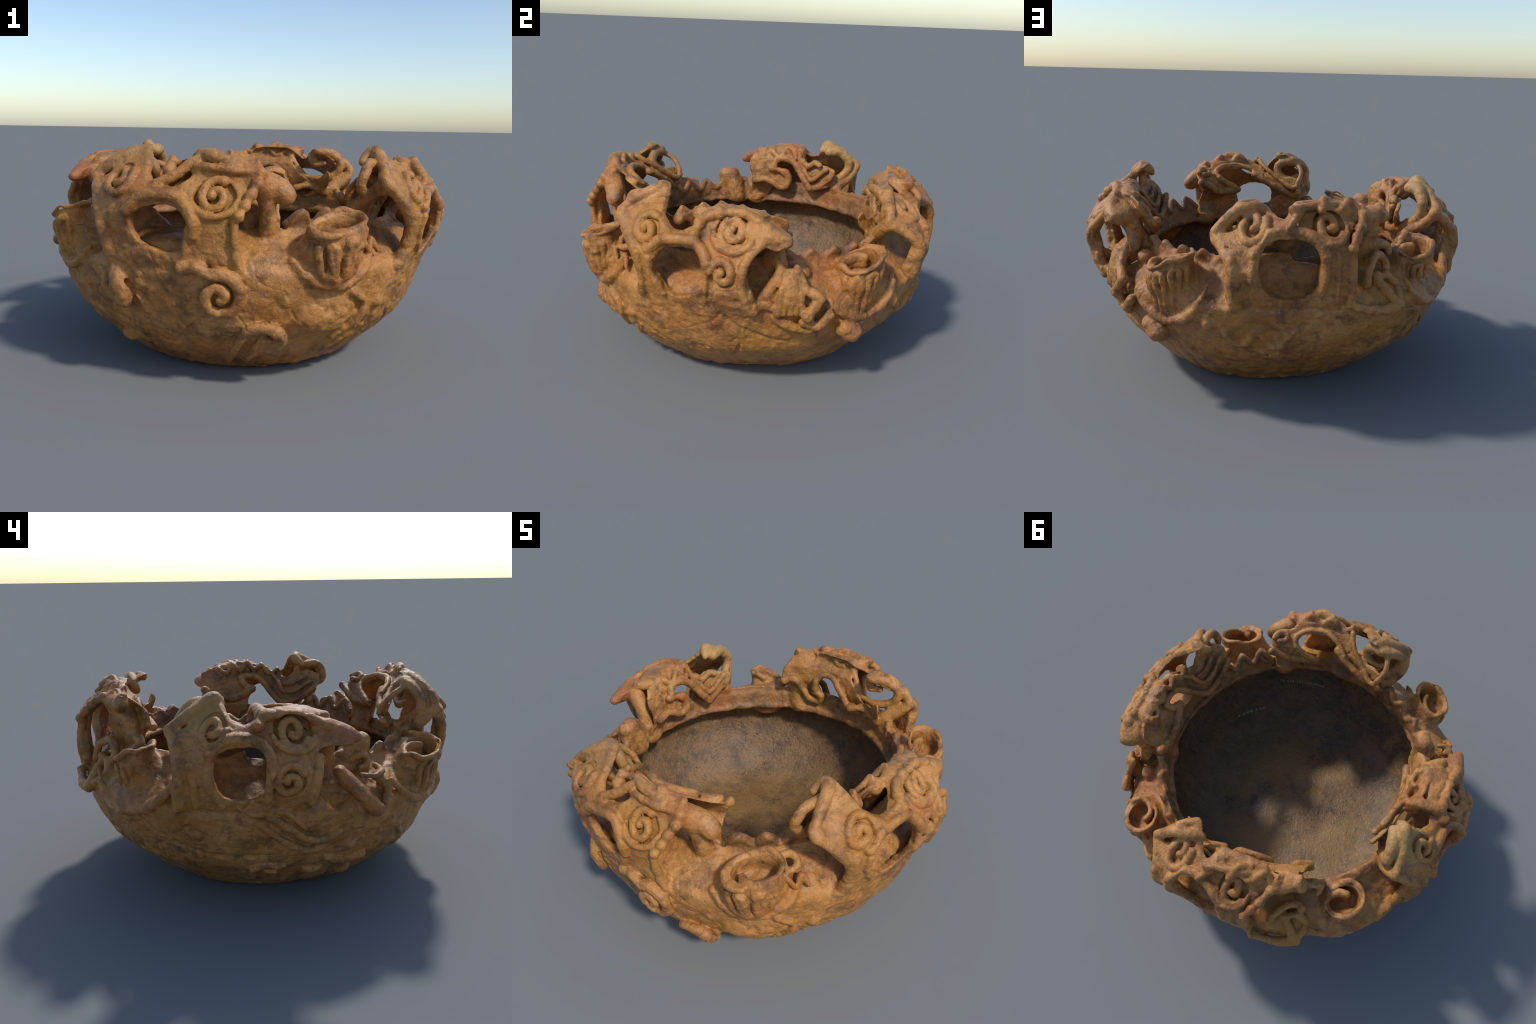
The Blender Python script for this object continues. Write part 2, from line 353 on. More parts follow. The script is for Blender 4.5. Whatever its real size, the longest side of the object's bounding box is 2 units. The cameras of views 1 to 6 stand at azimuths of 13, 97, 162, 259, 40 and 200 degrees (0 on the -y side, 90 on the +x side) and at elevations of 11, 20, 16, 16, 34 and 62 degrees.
# crest facing the back (azimuth about 170)
oC = Wall([(.50, .885), (.54, .910), (.60, .93), (.70, .955), (.78, .92), (.82, .86), (.88, .775), (.96, .66)], [(.50, .885), (.54, .905), (.60, .918), (.70, .925), (.80, .90), (.87, .83), (.95, .72)], (156, 172))
iC = Wall([(.5, .68), (.60, .68), (.70, .665), (.78, .64), (.86, .65), (.93, .72), (.96, .73)])
crest(oC, iC,
      deep=True, backing=[(150, .58), (150, .72), (155, .72), (161, .735), (167, .735), (168.5, .70), (178, .675), (180, .58)], pits=[((147.5, .79, .865), (.03, .04, .035))],
      outline=[(151, .52), (151, .75), (146, .81), (146.5, .86), (149.5, .915), (153, .95), (157, .94), (161, .905), (165, .89), (169, .945), (178, .96), (188, .95), (190, .90), (185, .84), (183, .78), (183, .52)],
      hole=[(158.5, .77), (162, .815), (170.5, .815), (174, .77), (174, .68), (172.5, .60), (166, .575), (160.5, .60), (158, .69)],
      in_outline=[(207, .78), (204, .89), (199, .93), (190, .925), (182, .935), (172, .935), (168, .89), (163, .81), (157, .785), (150, .79), (146, .83), (143, .80), (145, .74), (150, .705), (157, .735), (165, .70), (168, .695), (170.5, .73), (175, .80), (182, .825), (187, .80), (186, .72), (186, .66), (190, .61), (196, .60), (199, .69), (202, .76)],
      spL=(((155, .862), .070, 1.2, 20), dict(sense=-1), .023),
      spR=(((178, .868), .060, 1.2, 330), dict(sense=-1, tilt=5), .019),
      low=None,
      brow=([(183, .79), (185, .83), (188, .87), (190, .90)], .020, 3),
      arch=([(157, .77), (158.5, .82), (162.5, .845), (169, .85), (174, .815), (175.5, .76)], .028),
      leg=[([(183, .78), (183, .66), (183, .54)], .024), ([(175.5, .74), (175.5, .66), (174, .56)], .020), ([(179, .77), (179, .68), (179, .56)], .016), ([(151, .74), (152, .65), (152, .55)], .024), ([(157, .74), (156.5, .66), (159, .56)], .020)],
      frame=[([(149, .69, .70), (147, .77, .76), (145, .85, .80)], .030), ([(145, .86, .80), (151, .95, .72), (152, .955, .64), (152, .93, .54)], .028)],
      finial=[([(146, .85, .82), (146.5, .80, .87), (149.5, .72, .925), (153, .66, .945)], [.022, .024, .026, .024]),
              ([(171, .715, .925), (167, .69, .86), (161, .68, .79), (154, .70, .77), (148, .765, .80), (146.5, .785, .865), (149.5, .765, .912), (154, .73, .925), (157.5, .70, .905), (156, .69, .86), (152, .715, .865)], [.020, .020, .022, .024, .026, .028, .032, .032, .030, .028, .020]),
              ([(163.5, .62, .715), (157, .66, .73), (149.5, .69, .695), (145, .785, .755), (144, .83, .82), (147, .80, .885), (151, .75, .925)], [.022, .024, .026, .026, .026, .026, .024])],
      snout=[([(189, .76, .89), (194, .76, .90), (199, .75, .905)], [.05, .05, .045])],
      jaw=[([(205, .77), (200, .79), (196, .74), (192, .67), (187, .66), (185, .70), (188, .72)], .024)],
      in_coils=[([(188, .745), (187, .80), (183, .845), (177, .845), (172, .79), (168, .70)], .021), ([(168, .70), (163, .72)], .022)],
      scallops=[((200.4, .755, .945), .035, .05), ((192, .757, .95), .035, .05), ((182, .725, .965), .035, .06), ((172, .73, .955), .032, .05)],
      bridges=[([(168, .80, .925), (169, .76, .925), (170, .72, .925)], .025)],
      neck=[([(198.5, .69, .60), (198.5, .70, .70), (198, .715, .80), (196.5, .735, .875)], [.058, .052, .052, .048]), ([(193, .72, .66), (193, .735, .76), (193, .755, .86)], [.04, .045, .045])],
      head_roof=[((181, .745, .915), (.11, .05, .03))],
      extra=[([(167, .80, .935), (176, .765, .945), (184, .745, .94)], [.018, .024, .02]), ([(166, .86, .875), (169, .80, .915), (172, .75, .925)], [.016, .02, .018]), ([(176, .80, .93), (178, .745, .965), (182, .73, .945)], .022), ([(184, .77, .93), (188, .735, .955), (190, .77, .91)], .022)])

# crest facing the left (azimuth about 260)
oD = Wall([(.50, .885), (.54, .915), (.60, .935), (.70, .945), (.78, .91), (.84, .86), (.97, .73)], [(.50, .885), (.54, .915), (.60, .94), (.66, .962), (.72, .955), (.80, .89), (.84, .855), (.93, .775)], (245, 258))
iD = Wall([(.5, .68), (.60, .68), (.69, .62), (.78, .625), (.86, .64), (.92, .685), (.96, .70)])
crest(oD, iD,
      backing=[(238, .60), (237, .73), (245, .70), (253, .735), (254, .69), (259, .65), (260, .60)], pits=[((235.5, .80, .875), (.035, .05, .04))],
      outline=[(237, .52), (238, .76), (231.5, .84), (235, .875), (239, .92), (243, .975), (246.5, .945), (250, .89), (254, .87), (257, .885), (259, .915), (267, .925), (278, .88), (285, .84), (283.5, .785), (275, .785), (273, .75), (272, .66), (269, .48)],
      hole=[(247, .74), (250, .78), (258, .79), (260, .75), (260, .66), (259, .61), (254, .59), (249, .60), (247, .66)],
      in_outline=[(286, .82), (282, .90), (276, .91), (268, .95), (260, .945), (255, .91), (252.5, .845), (247, .865), (242, .85), (237, .84), (233.5, .82), (235, .76), (240, .715), (247, .675), (252, .72), (258, .80), (263, .845), (268, .84), (270, .80), (263, .785), (262, .71), (266, .655), (271, .67), (274, .60), (283, .60), (284, .73)],
      spL=(((245.5, .85), .062, 1.3, 0), dict(sense=-1), .019),
      spR=(((267.5, .848), .066, 1.25, 330), dict(sense=-1, tilt=-3), .020),
      low=(((265.5, .67), .062, 1.35, 30), dict(sense=1, squash=1.1), .018),
      brow=([(258, .87), (259.5, .90), (263, .91), (268, .905), (273, .89), (277, .865)], .021, 8),
      arch=([(246, .77), (248, .81), (253, .825), (258, .815), (261, .77), (261.5, .70)], .028),
      leg=[([(273, .75), (272, .68), (271, .58)], .024), ([(261, .70), (260.5, .62), (260, .56)], .020), ([(238, .74), (238, .65), (237, .54)], .026), ([(246, .74), (246, .66), (249, .56)], .022), ([(241, .72), (242, .64), (242, .55)], .022)],
      frame=[([(236, .70, .70), (233, .79, .77), (232.5, .86, .83)], .030), ([(233, .86, .83), (237, .935, .74), (238, .94, .64), (237, .92, .53)], .030)],
      finial=[([(232.5, .865, .845), (236, .815, .885), (240, .765, .93), (243.5, .73, .975), (245, .69, .93)], [.026, .028, .032, .034, .02]),
              ([(247, .615, .69), (239, .68, .73), (234, .76, .80), (233, .77, .87), (237, .74, .93), (241, .70, .945)], [.024, .026, .028, .03, .034, .036])],
      snout=[([(276, .81, .865), (281, .84, .85), (285.5, .865, .83)], [.055, .05, .03])],
      jaw=[([(282, .72), (276, .73), (271, .71), (267, .675), (263, .69), (262, .75), (264, .775)], .026), ([(263, .78), (268, .79), (273, .80)], .02)],
      in_coils=[([(271, .80), (270, .85), (265, .865), (259, .845), (253, .76), (247.5, .695)], .022), ([(257, .90), (255, .85), (251, .79), (247, .75), (241, .80), (238, .83)], .019), ([(254, .86), (250, .83), (246, .86), (243, .85)], .022)],
      scallops=[((272, .665, .925), .034, .05), ((264, .66, .935), .034, .05), ((256, .68, .92), .03, .05)],
      bridges=[([(259, .79, .905), (258, .74, .915), (257, .69, .915)], .028)],
      neck=[([(280, .70, .60), (281, .715, .68), (281, .73, .76), (280, .77, .82)], [.06, .048, .045, .048])],
      head_roof=[((269, .74, .895), (.11, .06, .03)), ((274, .70, .885), (.04, .035, .035))],
      extra=[([(279, .76, .88), (277, .71, .88), (274, .68, .875)], [.03, .03, .022])])

# scalloped ridge on the rim between crests
scal = part("scalloped_edge")
def scallop_edge(peaks, zt, zb, r0, r1):
    """wavy upright frill: peaks at given azimuths, rounded dips between"""
    gap = np.diff(peaks).mean() / 2; ol = []
    for a in peaks:
        ol += [(a - gap, zb), (a - .18 * gap, zt), (a + .18 * gap, zt - .006)]
    ol += [(peaks[-1] + gap, zb), (peaks[-1] + gap, .60), (peaks[0] - gap, .60)]
    slab(Wall([(.60, r0), (.66, r0 + .01), (zt, r1)]), ol, scal, .034, k=.014, rnd=.014)
    c = []
    for a in peaks: c += [(a - gap, r0 - .004, zb - .006), (a, r1 - .012, zt - .012)]
    coil(c + [(peaks[-1] + gap, r0 - .004, zb - .006)], .019, scal, k=.010)
scallop_edge([33.2, 42.2, 51], .738, .680, .712, .752)
scallop_edge([107, 116, 125.5, 135, 144], .712, .660, .708, .735)
scallop_edge([201, 213, 224.5, 235], .695, .632, .700, .715)
scallop_edge([288, 298, 308, 318, 327], .715, .655, .708, .735)

# ------------------------------------------------------------------ scrolled cups
def bulge(w): return 0.62 + 0.46 * np.sqrt(w) - 0.10 * w * w
def cup(az, rc, zr, at, ar, zb, roll=0.0, tiltr=0.0, fingers=(), curl=None):
    c = part("cup"); rimp = part("cup_rim", c); fg = part("finger_coil", c)
    p = cyl((az, rc, zr)); a = math.radians(az)
    t = np.array([math.cos(a), math.sin(a), 0]); n = np.array([math.sin(a), -math.cos(a), 0])
    m = np.array([.2, .2, .3]); sl, X, Y, Z = block(p - m, p + np.array([.2, .2, .08]))
    lt = (X - p[0]) * t[0] + (Y - p[1]) * t[1]; ln = (X - p[0]) * n[0] + (Y - p[1]) * n[1]
    top = zr + math.tan(math.radians(roll)) * lt - math.tan(math.radians(tiltr)) * ln
    lump((az, rc - .055, zr - .125), (at * 1.22, ar * 1.0, .105), c, k=.04)
    w = np.clip((Z - zb) / (zr - zb), 0, 1.15)
    s = bulge(np.clip(w, 0, 1)); cn = -0.045 * (1 - np.minimum(w, 1))
    q = np.sqrt((lt / at) ** 2 + ((ln - cn) / ar) ** 2)
    d = (q - s) * min(at, ar)
    d = smax(smax(d, Z - top, .015), zb - Z + 0 * d, .04)
    join(sl, d.astype(np.float32), c, .035)
    din = (q - s) * min(at, ar) + 0.022
    din = smax(din, (zr - 0.085) - Z + 0 * din, .04)
    carve(sl, din.astype(np.float32), .006)
    def loc(ang, f, dz):
        w = math.radians(ang); x, y = at * f * math.cos(w), ar * f * math.sin(w)
        P = p + t * x + n * y; P[2] = zr + dz + math.tan(math.radians(roll)) * x - math.tan(math.radians(tiltr)) * y
        return P
    g0, g1 = curl or (0, 360)
    R = [loc(g, 0.94, .016 * max(0, math.cos(math.radians(3 * (g - 60)))) ** 2 - .006) for g in np.linspace(g0, g1, 30)]
    if curl: R += [loc(g1 + 30, .72, -.005), loc(g1 + 70, .52, -.01), loc(g1 + 120, .35, -.015)]
    Q = spline(np.array(R), .02); lip = .0135 + .004 * np.sin(np.linspace(0, 11, len(Q)) + az); sl2, dd = seg_field(Q, lip); join(sl2, dd, rimp, .010)
    if curl:                                             # the wall rolled inwards
        for dz in (-.03, -.06, -.09):
            Q = spline(np.array([loc(g1, .9, dz), loc(g1 + 30, .72, dz), loc(g1 + 70, .52, dz), loc(g1 + 120, .35, dz)]), .02)
            sl2, dd = seg_field(Q, .018); join(sl2, dd, c, .02)
    P = []                                               # one fat coil folded up and down round the front
    for m, (ang, lean, l0, l1) in enumerate(fingers):
        run = [(ang + lean * f, l0 + (l1 - l0) * f) for f in (0.0, .5, 1.0)]
        for g, z in (run if m % 2 == 0 else run[::-1]):
            ww = float(np.clip(1 + z / (zr - zb), 0, 1)); q = loc(g, float(bulge(ww)), z); P.append(q - n * 0.045 * (1 - ww))
    Q = spline(np.array(P), .015); sl2, dd = seg_field(Q, .0185 + .0025 * np.sin(np.arange(len(Q)) * .9)); join(sl2, dd, fg, .003)
    return c

cup(38, .915, .702, .128, .090, .46, roll=14, tiltr=14, fingers=[(150, -14, -.055, -.17), (124, -8, -.055, -.17), (112, -6, -.06, -.20), (86, 0, -.05, -.20), (72, 2, -.06, -.20), (46, 6, -.05, -.19), (28, 8, -.06, -.17)], curl=(110, 400))
cup(130, .862, .690, .112, .092, .42, roll=19, tiltr=8, fingers=[(g, (90 - g) * .12, -.045, -.23) for g in (165, 140, 122, 99, 81, 58, 40, 18)], curl=(-60, 210))
cup(215.5, .815, .712, .100, .088, .49, roll=20, tiltr=6, fingers=[(g, (90 - g) * .2, -.05, -.20) for g in (172, 140, 118, 84, 62)], curl=(-80, 190))
cup(314.5, .885, .700, .105, .088, .48, roll=18, tiltr=8, fingers=[(g, (90 - g) * .2, -.05, -.20) for g in (150, 122, 98, 66, 40)], curl=(-60, 215))

# swag coils hanging under the cups
swag = part("swag_coil")
coil([onb(26.5, .555, -0.012), onb(29, .505, 0.0), onb(33, .468, 0.006), onb(39, .455, 0.008), onb(45, .485, 0.006), onb(49, .55, -0.004), onb(51, .60, -0.026)], [.016, .022] + [.026] * 3 + [.022, .014], swag, k=.018)
coil([onb(118, .52, 0.0), onb(121, .465, 0.004), onb(126, .425, 0.006), onb(131, .415, 0.006), onb(137, .45, 0.004), onb(141, .52, -0.001), onb(143, .60, -0.026)], [.014, .019] + [.025] * 3 + [.020, .014], swag, k=.018)
coil([onb(203, .60, -0.006), onb(207, .52, 0.004), onb(213, .475, 0.004), onb(220, .475, 0.004), onb(229, .53, -0.001), onb(235, .63, -0.016), onb(237, .72, -0.016)], [.014, .019] + [.025] * 3 + [.020, .014], swag, k=.018)
coil([onb(297, .60, -0.006), onb(302, .53, 0.004), onb(309, .475, 0.006), onb(316, .455, 0.006), onb(323, .49, 0.004), onb(328, .56, -0.006)], [.014, .019] + [.025] * 2 + [.020, .014], swag, k=.018)

# ------------------------------------------------------------------ figures beside the cups
fig = part("folded_figure")
def fan(az, z, w, h, ribs, roll=0.0):
    """block of ribbed clay lying on the shoulder"""
    for i in range(ribs):
        f = (i / (ribs - 1) - .5)
        coil([onb(az + f * w * .45, z + h / 2, -.01), onb(az + f * w * .8, z, .018), onb(az + f * w * 1.05 + roll, z - h / 2, .016)], .019, fig, k=.003)
lump((106, .905, .57), (.055, .045, .10), fig); fan(106, .58, 6.6, .18, 5)
coil([onb(108, .68, -.03), onb(110, .60, .015), onb(114, .555, .035), onb(110.5, .48, .04), onb(112, .44, .03)], [.02, .025, .028, .03, .02], fig, k=.01, smooth=False)
coil([onb(110, .44, .02), onb(114, .42, .035), onb(117, .47, .03)], .026, fig, k=.01)
coil([onb(102, .46, .0), onb(107, .41, .012), onb(112, .39, .012)], .026, fig, k=.01)
lump((111, .80, .625), (.04, .04, .04), fig)
coil([onb(123.5, .375, .02), onb(126.5, .345, .03)], [.045, .05], fig, k=.015)
# beside the rear left cup
coil([(199, .70, .64), (203.5, .705, .72), (208.5, .72, .71), (207, .75, .685)], [.03, .028, .026, .02], fig, k=.012)
coil([(190, .86, .60), (192, .84, .68), (197, .80, .71), (201, .80, .66), (199, .82, .61), (195, .84, .63)], .022, fig, k=.008)
coil([(194, .82, .63), (196, .87, .57), (198.5, .925, .51)], [.025, .03, .03], fig, k=.01)
coil([(199, .83, .62), (202, .86, .57), (199, .92, .51)], .024, fig, k=.01)
coil([(185, .93, .53), (192, .935, .50), (198, .93, .505)], .028, fig, k=.012)
# beside the left cup: upright knob on the rim, slanting bolster and a ring
knob = part("rim_knob")
coil([(291.5, .70, .60), (292.5, .70, .67), (294, .71, .735)], [.058, .056, .050], knob, k=.02)
coil([(296.5, .71, .62), (297, .715, .68), (297.5, .715, .735)], [.04, .042, .045], knob, k=.02)
coil([(291, .745, .67), (293.5, .765, .695), (296.5, .76, .675), (296, .765, .64), (293, .775, .635)], .022, knob, k=.008)
coil([(282.5, .825, .65), (286, .88, .58), (290, .925, .50)], [.036, .042, .04], fig, k=.008, smooth=False)
coil([(289, .845, .63), (292, .875, .625), (295.5, .865, .635), (296, .82, .65)], .018, fig, k=.006)
coil([(294, .85, .62), (296, .89, .57), (294, .91, .52)], .024, fig, k=.012)
# beside the front cup
coil([(46, .84, .70), (49, .83, .69), (50, .86, .655), (47, .88, .65), (46, .86, .68)], .02, fig, k=.006)
coil([(46, .90, .64), (49, .905, .575), (50.5, .885, .62), (52.5, .90, .57)], .018, fig, k=.008)

# ------------------------------------------------------------------ relief on the wall
rel = part("relief_coil")
def worm(c, a, turns, start, sense, rad, off=.008, tail=(), inner=.12, sq=1.0):
    coil(spiral_pts(BELLYW, c, a, turns, start, sense, tail, inner, off, sq), rad, rel, k=.006)
worm((8.3, .415), .100, 1.45, 110, -1, .028, .018, tail=[(-1, .525), (2.5, .535)])
coil([onb(9, .06, -.004), onb(12, .16, .006), onb(15, .26, .012), onb(19, .285, .02), onb(23.5, .26, .03), onb(25, .22, .025)], [.018, .02, .024, .028, .032, .024], rel, k=.008)
coil([onb(15, .05, -.004), onb(17, .14, .002), onb(19, .21, .006), onb(22, .22, .01)], .016, rel, k=.008)
lump(onb(-19.5, .42, .004), (.056, .052, .100), rel, axis=14)
for g, o in ((-25.5, 0), (-14.5, 0)):
    coil([onb(g + 2, .53, -.006), onb(g, .43, -.004), onb(g + 1, .32, -.006)], .018, rel, k=.012)
coil([onb(-27, .40, -.006), onb(-23, .53, -.004), onb(-17, .54, -.004), onb(-13, .44, -.006)], .018, rel, k=.012)
lump(onb(37, .33, -.03), (.14, .055, .09), BODY, k=.03)
hollow(onb(37, .345, .025), (.02, .012, .016))
coil([onb(44, .41, .006), onb(48, .36, .010), onb(47, .28, .006), onb(42, .20, -.004)], .020, rel, k=.012)
lump(onb(54, .35, -.004), (.03, .03, .028), rel)
coil([onb(56, .28, -.006), onb(50, .20, -.006), onb(44, .13, -.008)], .016, rel, k=.012)
# back: hanging tabs
for a0, a1 in ((147, 157), (158, 167)):
    coil([onb(a0, .43, -.006), onb(a0 + 3, .355, .002), onb(a1 - 3, .35, .004), onb(a1, .42, -.004)], .020, rel, k=.012)
lump(onb(143.5, .44, .0), (.032, .028, .035), rel)
# left: stepped key figure and slanting bars
coil([onb(256, .13, -.004), onb(256, .235, .002), onb(259, .255, .004), onb(265, .245, .004), onb(266.5, .13, -.004)], .019, rel, k=.008, smooth=False)
coil([onb(260, .21, .002), onb(263, .205, .002), onb(263, .14, -.004)], .016, rel, k=.008, smooth=False)
coil([onb(261, .51, .0), onb(266, .46, .012), onb(271, .40, .014), onb(276, .39, .010), onb(280, .42, .004)], .022, rel, k=.010)
coil([onb(259, .47, -.002), onb(265, .39, .008), onb(272, .34, .008), onb(277, .37, .004)], .020, rel, k=.010)
coil([onb(252, .56, .0), onb(257, .525, .006), onb(264, .535, .008), onb(270, .455, .004)], .018, rel, k=.010)
lump(onb(284, .33, -.006), (.045, .026, .03), rel); lump(onb(290, .16, -.008), (.05, .03, .04), rel); lump(onb(275, .21, -.008), (.05, .026, .03), rel)
coil([onb(278, .28, -.004), onb(285, .24, .004), onb(292, .25, .006)], .02, rel, k=.01)
coil([onb(300, .40, -.014), onb(306, .34, -.010), onb(311, .27, -.012), onb(316, .20, -.016)], .022, rel, k=.014)
groove([onb(322, .40, .006), onb(326, .28, .006), onb(331, .16, .006)], .008, k=.012)
lump(onb(332, .16, -.01), (.05, .03, .04), rel)
# ledge pieces below the right crest
coil([onb(95, .53, .002), onb(100, .525, .012), onb(102, .50, .008)], .022, rel, k=.012)
# incised lines and scrolls
def cut(pts, w=.0105):
    groove([onb(a, z, .005) for a, z in pts], [w * .5] + [w] * (len(pts) - 2) + [w * .5], k=.008)
for c0, z0, a, st in ((338, .27, .055, 40), (352, .20, .05, 200), (240, .40, .06, 90), (228, .27, .07, 10), (200, .33, .06, 150), (178, .20, .06, 60), (66, .40, .05, 0), (80, .22, .06, 120), (310, .40, .05, 220), (128, .24, .06, 30)):
    cut([(c0 + math.degrees(a * (1 - .62 * f) * math.cos(math.radians(st) + 7.2 * f) / .8), z0 + a * (1 - .62 * f) * math.sin(math.radians(st) + 7.2 * f) * .8) for f in np.linspace(0, 1, 15)])
for p in (((340, .46), (346, .40), (350, .31)), ((318, .34), (328, .25), (338, .17), (346, .11)), ((222, .46), (232, .36), (246, .30), (262, .31)), ((215, .38), (226, .22), (236, .12)), ((190, .45), (186, .36), (190, .25), (196, .14)),
          ((160, .30), (161, .20), (158, .10)), ((172, .30), (171, .20), (174, .11)), ((136, .36), (146, .25), (150, .14)), ((60, .30), (66, .20), (68, .10)), ((86, .46), (96, .36), (108, .30)), ((92, .30), (90, .18), (94, .09)), ((0, .38), (2, .30), (-4, .20), (-6, .10)), ((28, .36), (26, .26), (30, .15))):
    cut(p)
# combed ribs on the underside
for az in list(range(3, 360, 9)):
    j = rng.uniform(-2, 2); z1 = rng.uniform(.15, .27); sk = rng.uniform(-6, 6)
    groove([onb(az + j, .035, .004), onb(az + j + sk * .4, .10, .003), onb(az + j + sk, z1, .006)], [.006, .008, .004], k=.02)

# ------------------------------------------------------------------ hand-worked unevenness
def noise(step, amp, seed):
    """smooth random field (cubic B-spline over a coarse random lattice)"""
    r = np.random.default_rng(seed); n = [int(round((HI[i] - LO[i]) / step)) + 5 for i in range(3)]
    G = (r.standard_normal(n) * amp).astype(np.float32)
    for ax, N in enumerate((NX, NY, NZ)):
        x = np.arange(N) * H / step + 1; i = x.astype(int); f = x - i
        M = np.zeros((N, n[ax]), np.float32); k = np.arange(N)
        for o, w in enumerate(((1 - f) ** 3 / 6, (3 * f ** 3 - 6 * f ** 2 + 4) / 6, (-3 * f ** 3 + 3 * f ** 2 + 3 * f + 1) / 6, f ** 3 / 6)): M[k, i - 1 + o] = w
        G = np.moveaxis(np.tensordot(G, M, (ax, 1)), -1, ax)
    return np.ascontiguousarray(G)
_rho = np.sqrt(AX[0][:, None, None] ** 2 + AX[1][None, :, None] ** 2)
_z = AX[2][None, None, :]
W = 1 - .75 * (np.clip((.80 - _rho) / .05, 0, 1) * np.clip((.56 - _z) / .03, 0, 1) * np.clip((_z - .035) / .02, 0, 1))
W = W * (1 - .35 * np.clip((_z - .60) / .08, 0, 1))
F += noise(0.085, 0.0060, 1) * (1 - .35 * np.clip((_z - .60) / .08, 0, 1))
F += W * noise(0.030, 0.0044, 2)
F += W * noise(0.0145, 0.0034, 3)
for st, am, wd, sd in ((0.085, .0030, .040, 11), (0.048, .0022, .05, 12)):   # folds and tool creases
    n = noise(st, 1.0, sd); F += W * (1 - .45 * np.clip((_z - .60) / .08, 0, 1)) * am * np.exp(-(n / wd) ** 2)
F += .0025
F = np.maximum(F, .001 - _z)                           # it stands flat

# ------------------------------------------------------------------ surface of the clay (surface nets)
def surface(F):
    S = F < 0
    c = np.zeros((NX - 1, NY - 1, NZ - 1), np.uint8)
    for i in (0, 1):
        for j in (0, 1):
            for k in (0, 1):
                c += S[i:NX - 1 + i, j:NY - 1 + j, k:NZ - 1 + k]
    act = (c > 0) & (c < 8); idx = np.argwhere(act); del c
    vid = np.full(act.shape, -1, np.int32); vid[act] = np.arange(len(idx))
    acc = np.zeros((len(idx), 3)); cnt = np.zeros(len(idx))
    cor = [(i, j, k) for i in (0, 1) for j in (0, 1) for k in (0, 1)]
    val = {q: F[idx[:, 0] + q[0], idx[:, 1] + q[1], idx[:, 2] + q[2]] for q in cor}
    for a in cor:
        for ax in range(3):
            if a[ax]: continue
            b = list(a); b[ax] = 1; b = tuple(b); fa, fb = val[a], val[b]
            m = (fa < 0) != (fb < 0); t = np.where(m, fa / np.where(m, fa - fb, 1), 0)
            p = np.array(a, float)[None].repeat(len(idx), 0); p[:, ax] += t
            acc[m] += p[m]; cnt[m] += 1
    V = LO + H * (idx + acc / cnt[:, None])
    quads = []
    for ax in range(3):
        u, v = (ax + 1) % 3, (ax + 2) % 3
        A = np.take(S, range(0, S.shape[ax] - 1), ax); B = np.take(S, range(1, S.shape[ax]), ax)
        E = np.argwhere(A != B); ins = A[E[:, 0], E[:, 1], E[:, 2]]
        ok = (E[:, u] > 0) & (E[:, v] > 0) & (E[:, u] < S.shape[u] - 1) & (E[:, v] < S.shape[v] - 1)
        E, ins = E[ok], ins[ok]; q = []
        for du, dv in ((1, 1), (0, 1), (0, 0), (1, 0)):
            e = E.copy(); e[:, u] -= du; e[:, v] -= dv; q.append(vid[e[:, 0], e[:, 1], e[:, 2]])
        q = np.stack(q, 1); q[~ins] = q[~ins][:, ::-1]; quads.append(q)
    return V, np.vstack(quads)

V, Q = surface(F)
# keep only pieces joined to the bowl (flood by vertex labels)
lab = np.arange(len(V))
while True:
    m = lab[Q].min(1); new = lab.copy()
    for k in range(4): np.minimum.at(new, Q[:, k], m)
    new = new[new]
    if (new == lab).all(): break
    lab = new
big = np.bincount(lab).argmax(); Q = Q[lab[Q[:, 0]] == big]

used = np.unique(Q); zmin = V[used, 2].min()
V[:, 2] -= zmin
# vertex normals of the whole body
nf = np.cross(V[Q[:, 2]] - V[Q[:, 0]], V[Q[:, 3]] - V[Q[:, 1]])
VN = np.zeros_like(V)
for k in range(4): np.add.at(VN, Q[:, k], nf)
VN /= np.linalg.norm(VN, axis=1)[:, None] + 1e-12

# ------------------------------------------------------------------ which part does each face belong to
C = V[Q].mean(1); fi = np.clip(np.round((C - LO + [0, 0, zmin]) / H).astype(int), 0, np.array([NX, NY, NZ]) - 1)
FL = LAB[fi[:, 0], fi[:, 1], fi[:, 2]].astype(int)
rho = np.hypot(C[:, 0], C[:, 1])
def nearest(P):
    P = spline(np.array([(a, b, 0) for a, b in P]), .02)[:, :2]; d = np.full(len(C), 9.0)
    for a, b in P: np.minimum(d, (rho - a) ** 2 + (C[:, 2] - b) ** 2, out=d)
    return d
dI, dO = nearest(INNER[5:]), nearest(OUTER)
fnr = nf / (np.linalg.norm(nf, axis=1)[:, None] + 1e-12)
rad_n = (fnr[:, 0] * C[:, 0] + fnr[:, 1] * C[:, 1]) / (rho + 1e-6)
clayw = np.isin(FL, [i for i, p in enumerate(PARTS) if p[0] in ("bowl_body", "bowl_rim", "relief_coil", "folded_figure", "swag_coil")])
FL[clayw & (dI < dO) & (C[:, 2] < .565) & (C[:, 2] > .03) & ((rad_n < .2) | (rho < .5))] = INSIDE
FL[(FL == BODY) & (rho < .735) & (C[:, 2] > .545)] = RIM
print("parts", len(PARTS), "verts", len(V), "quads", len(Q))

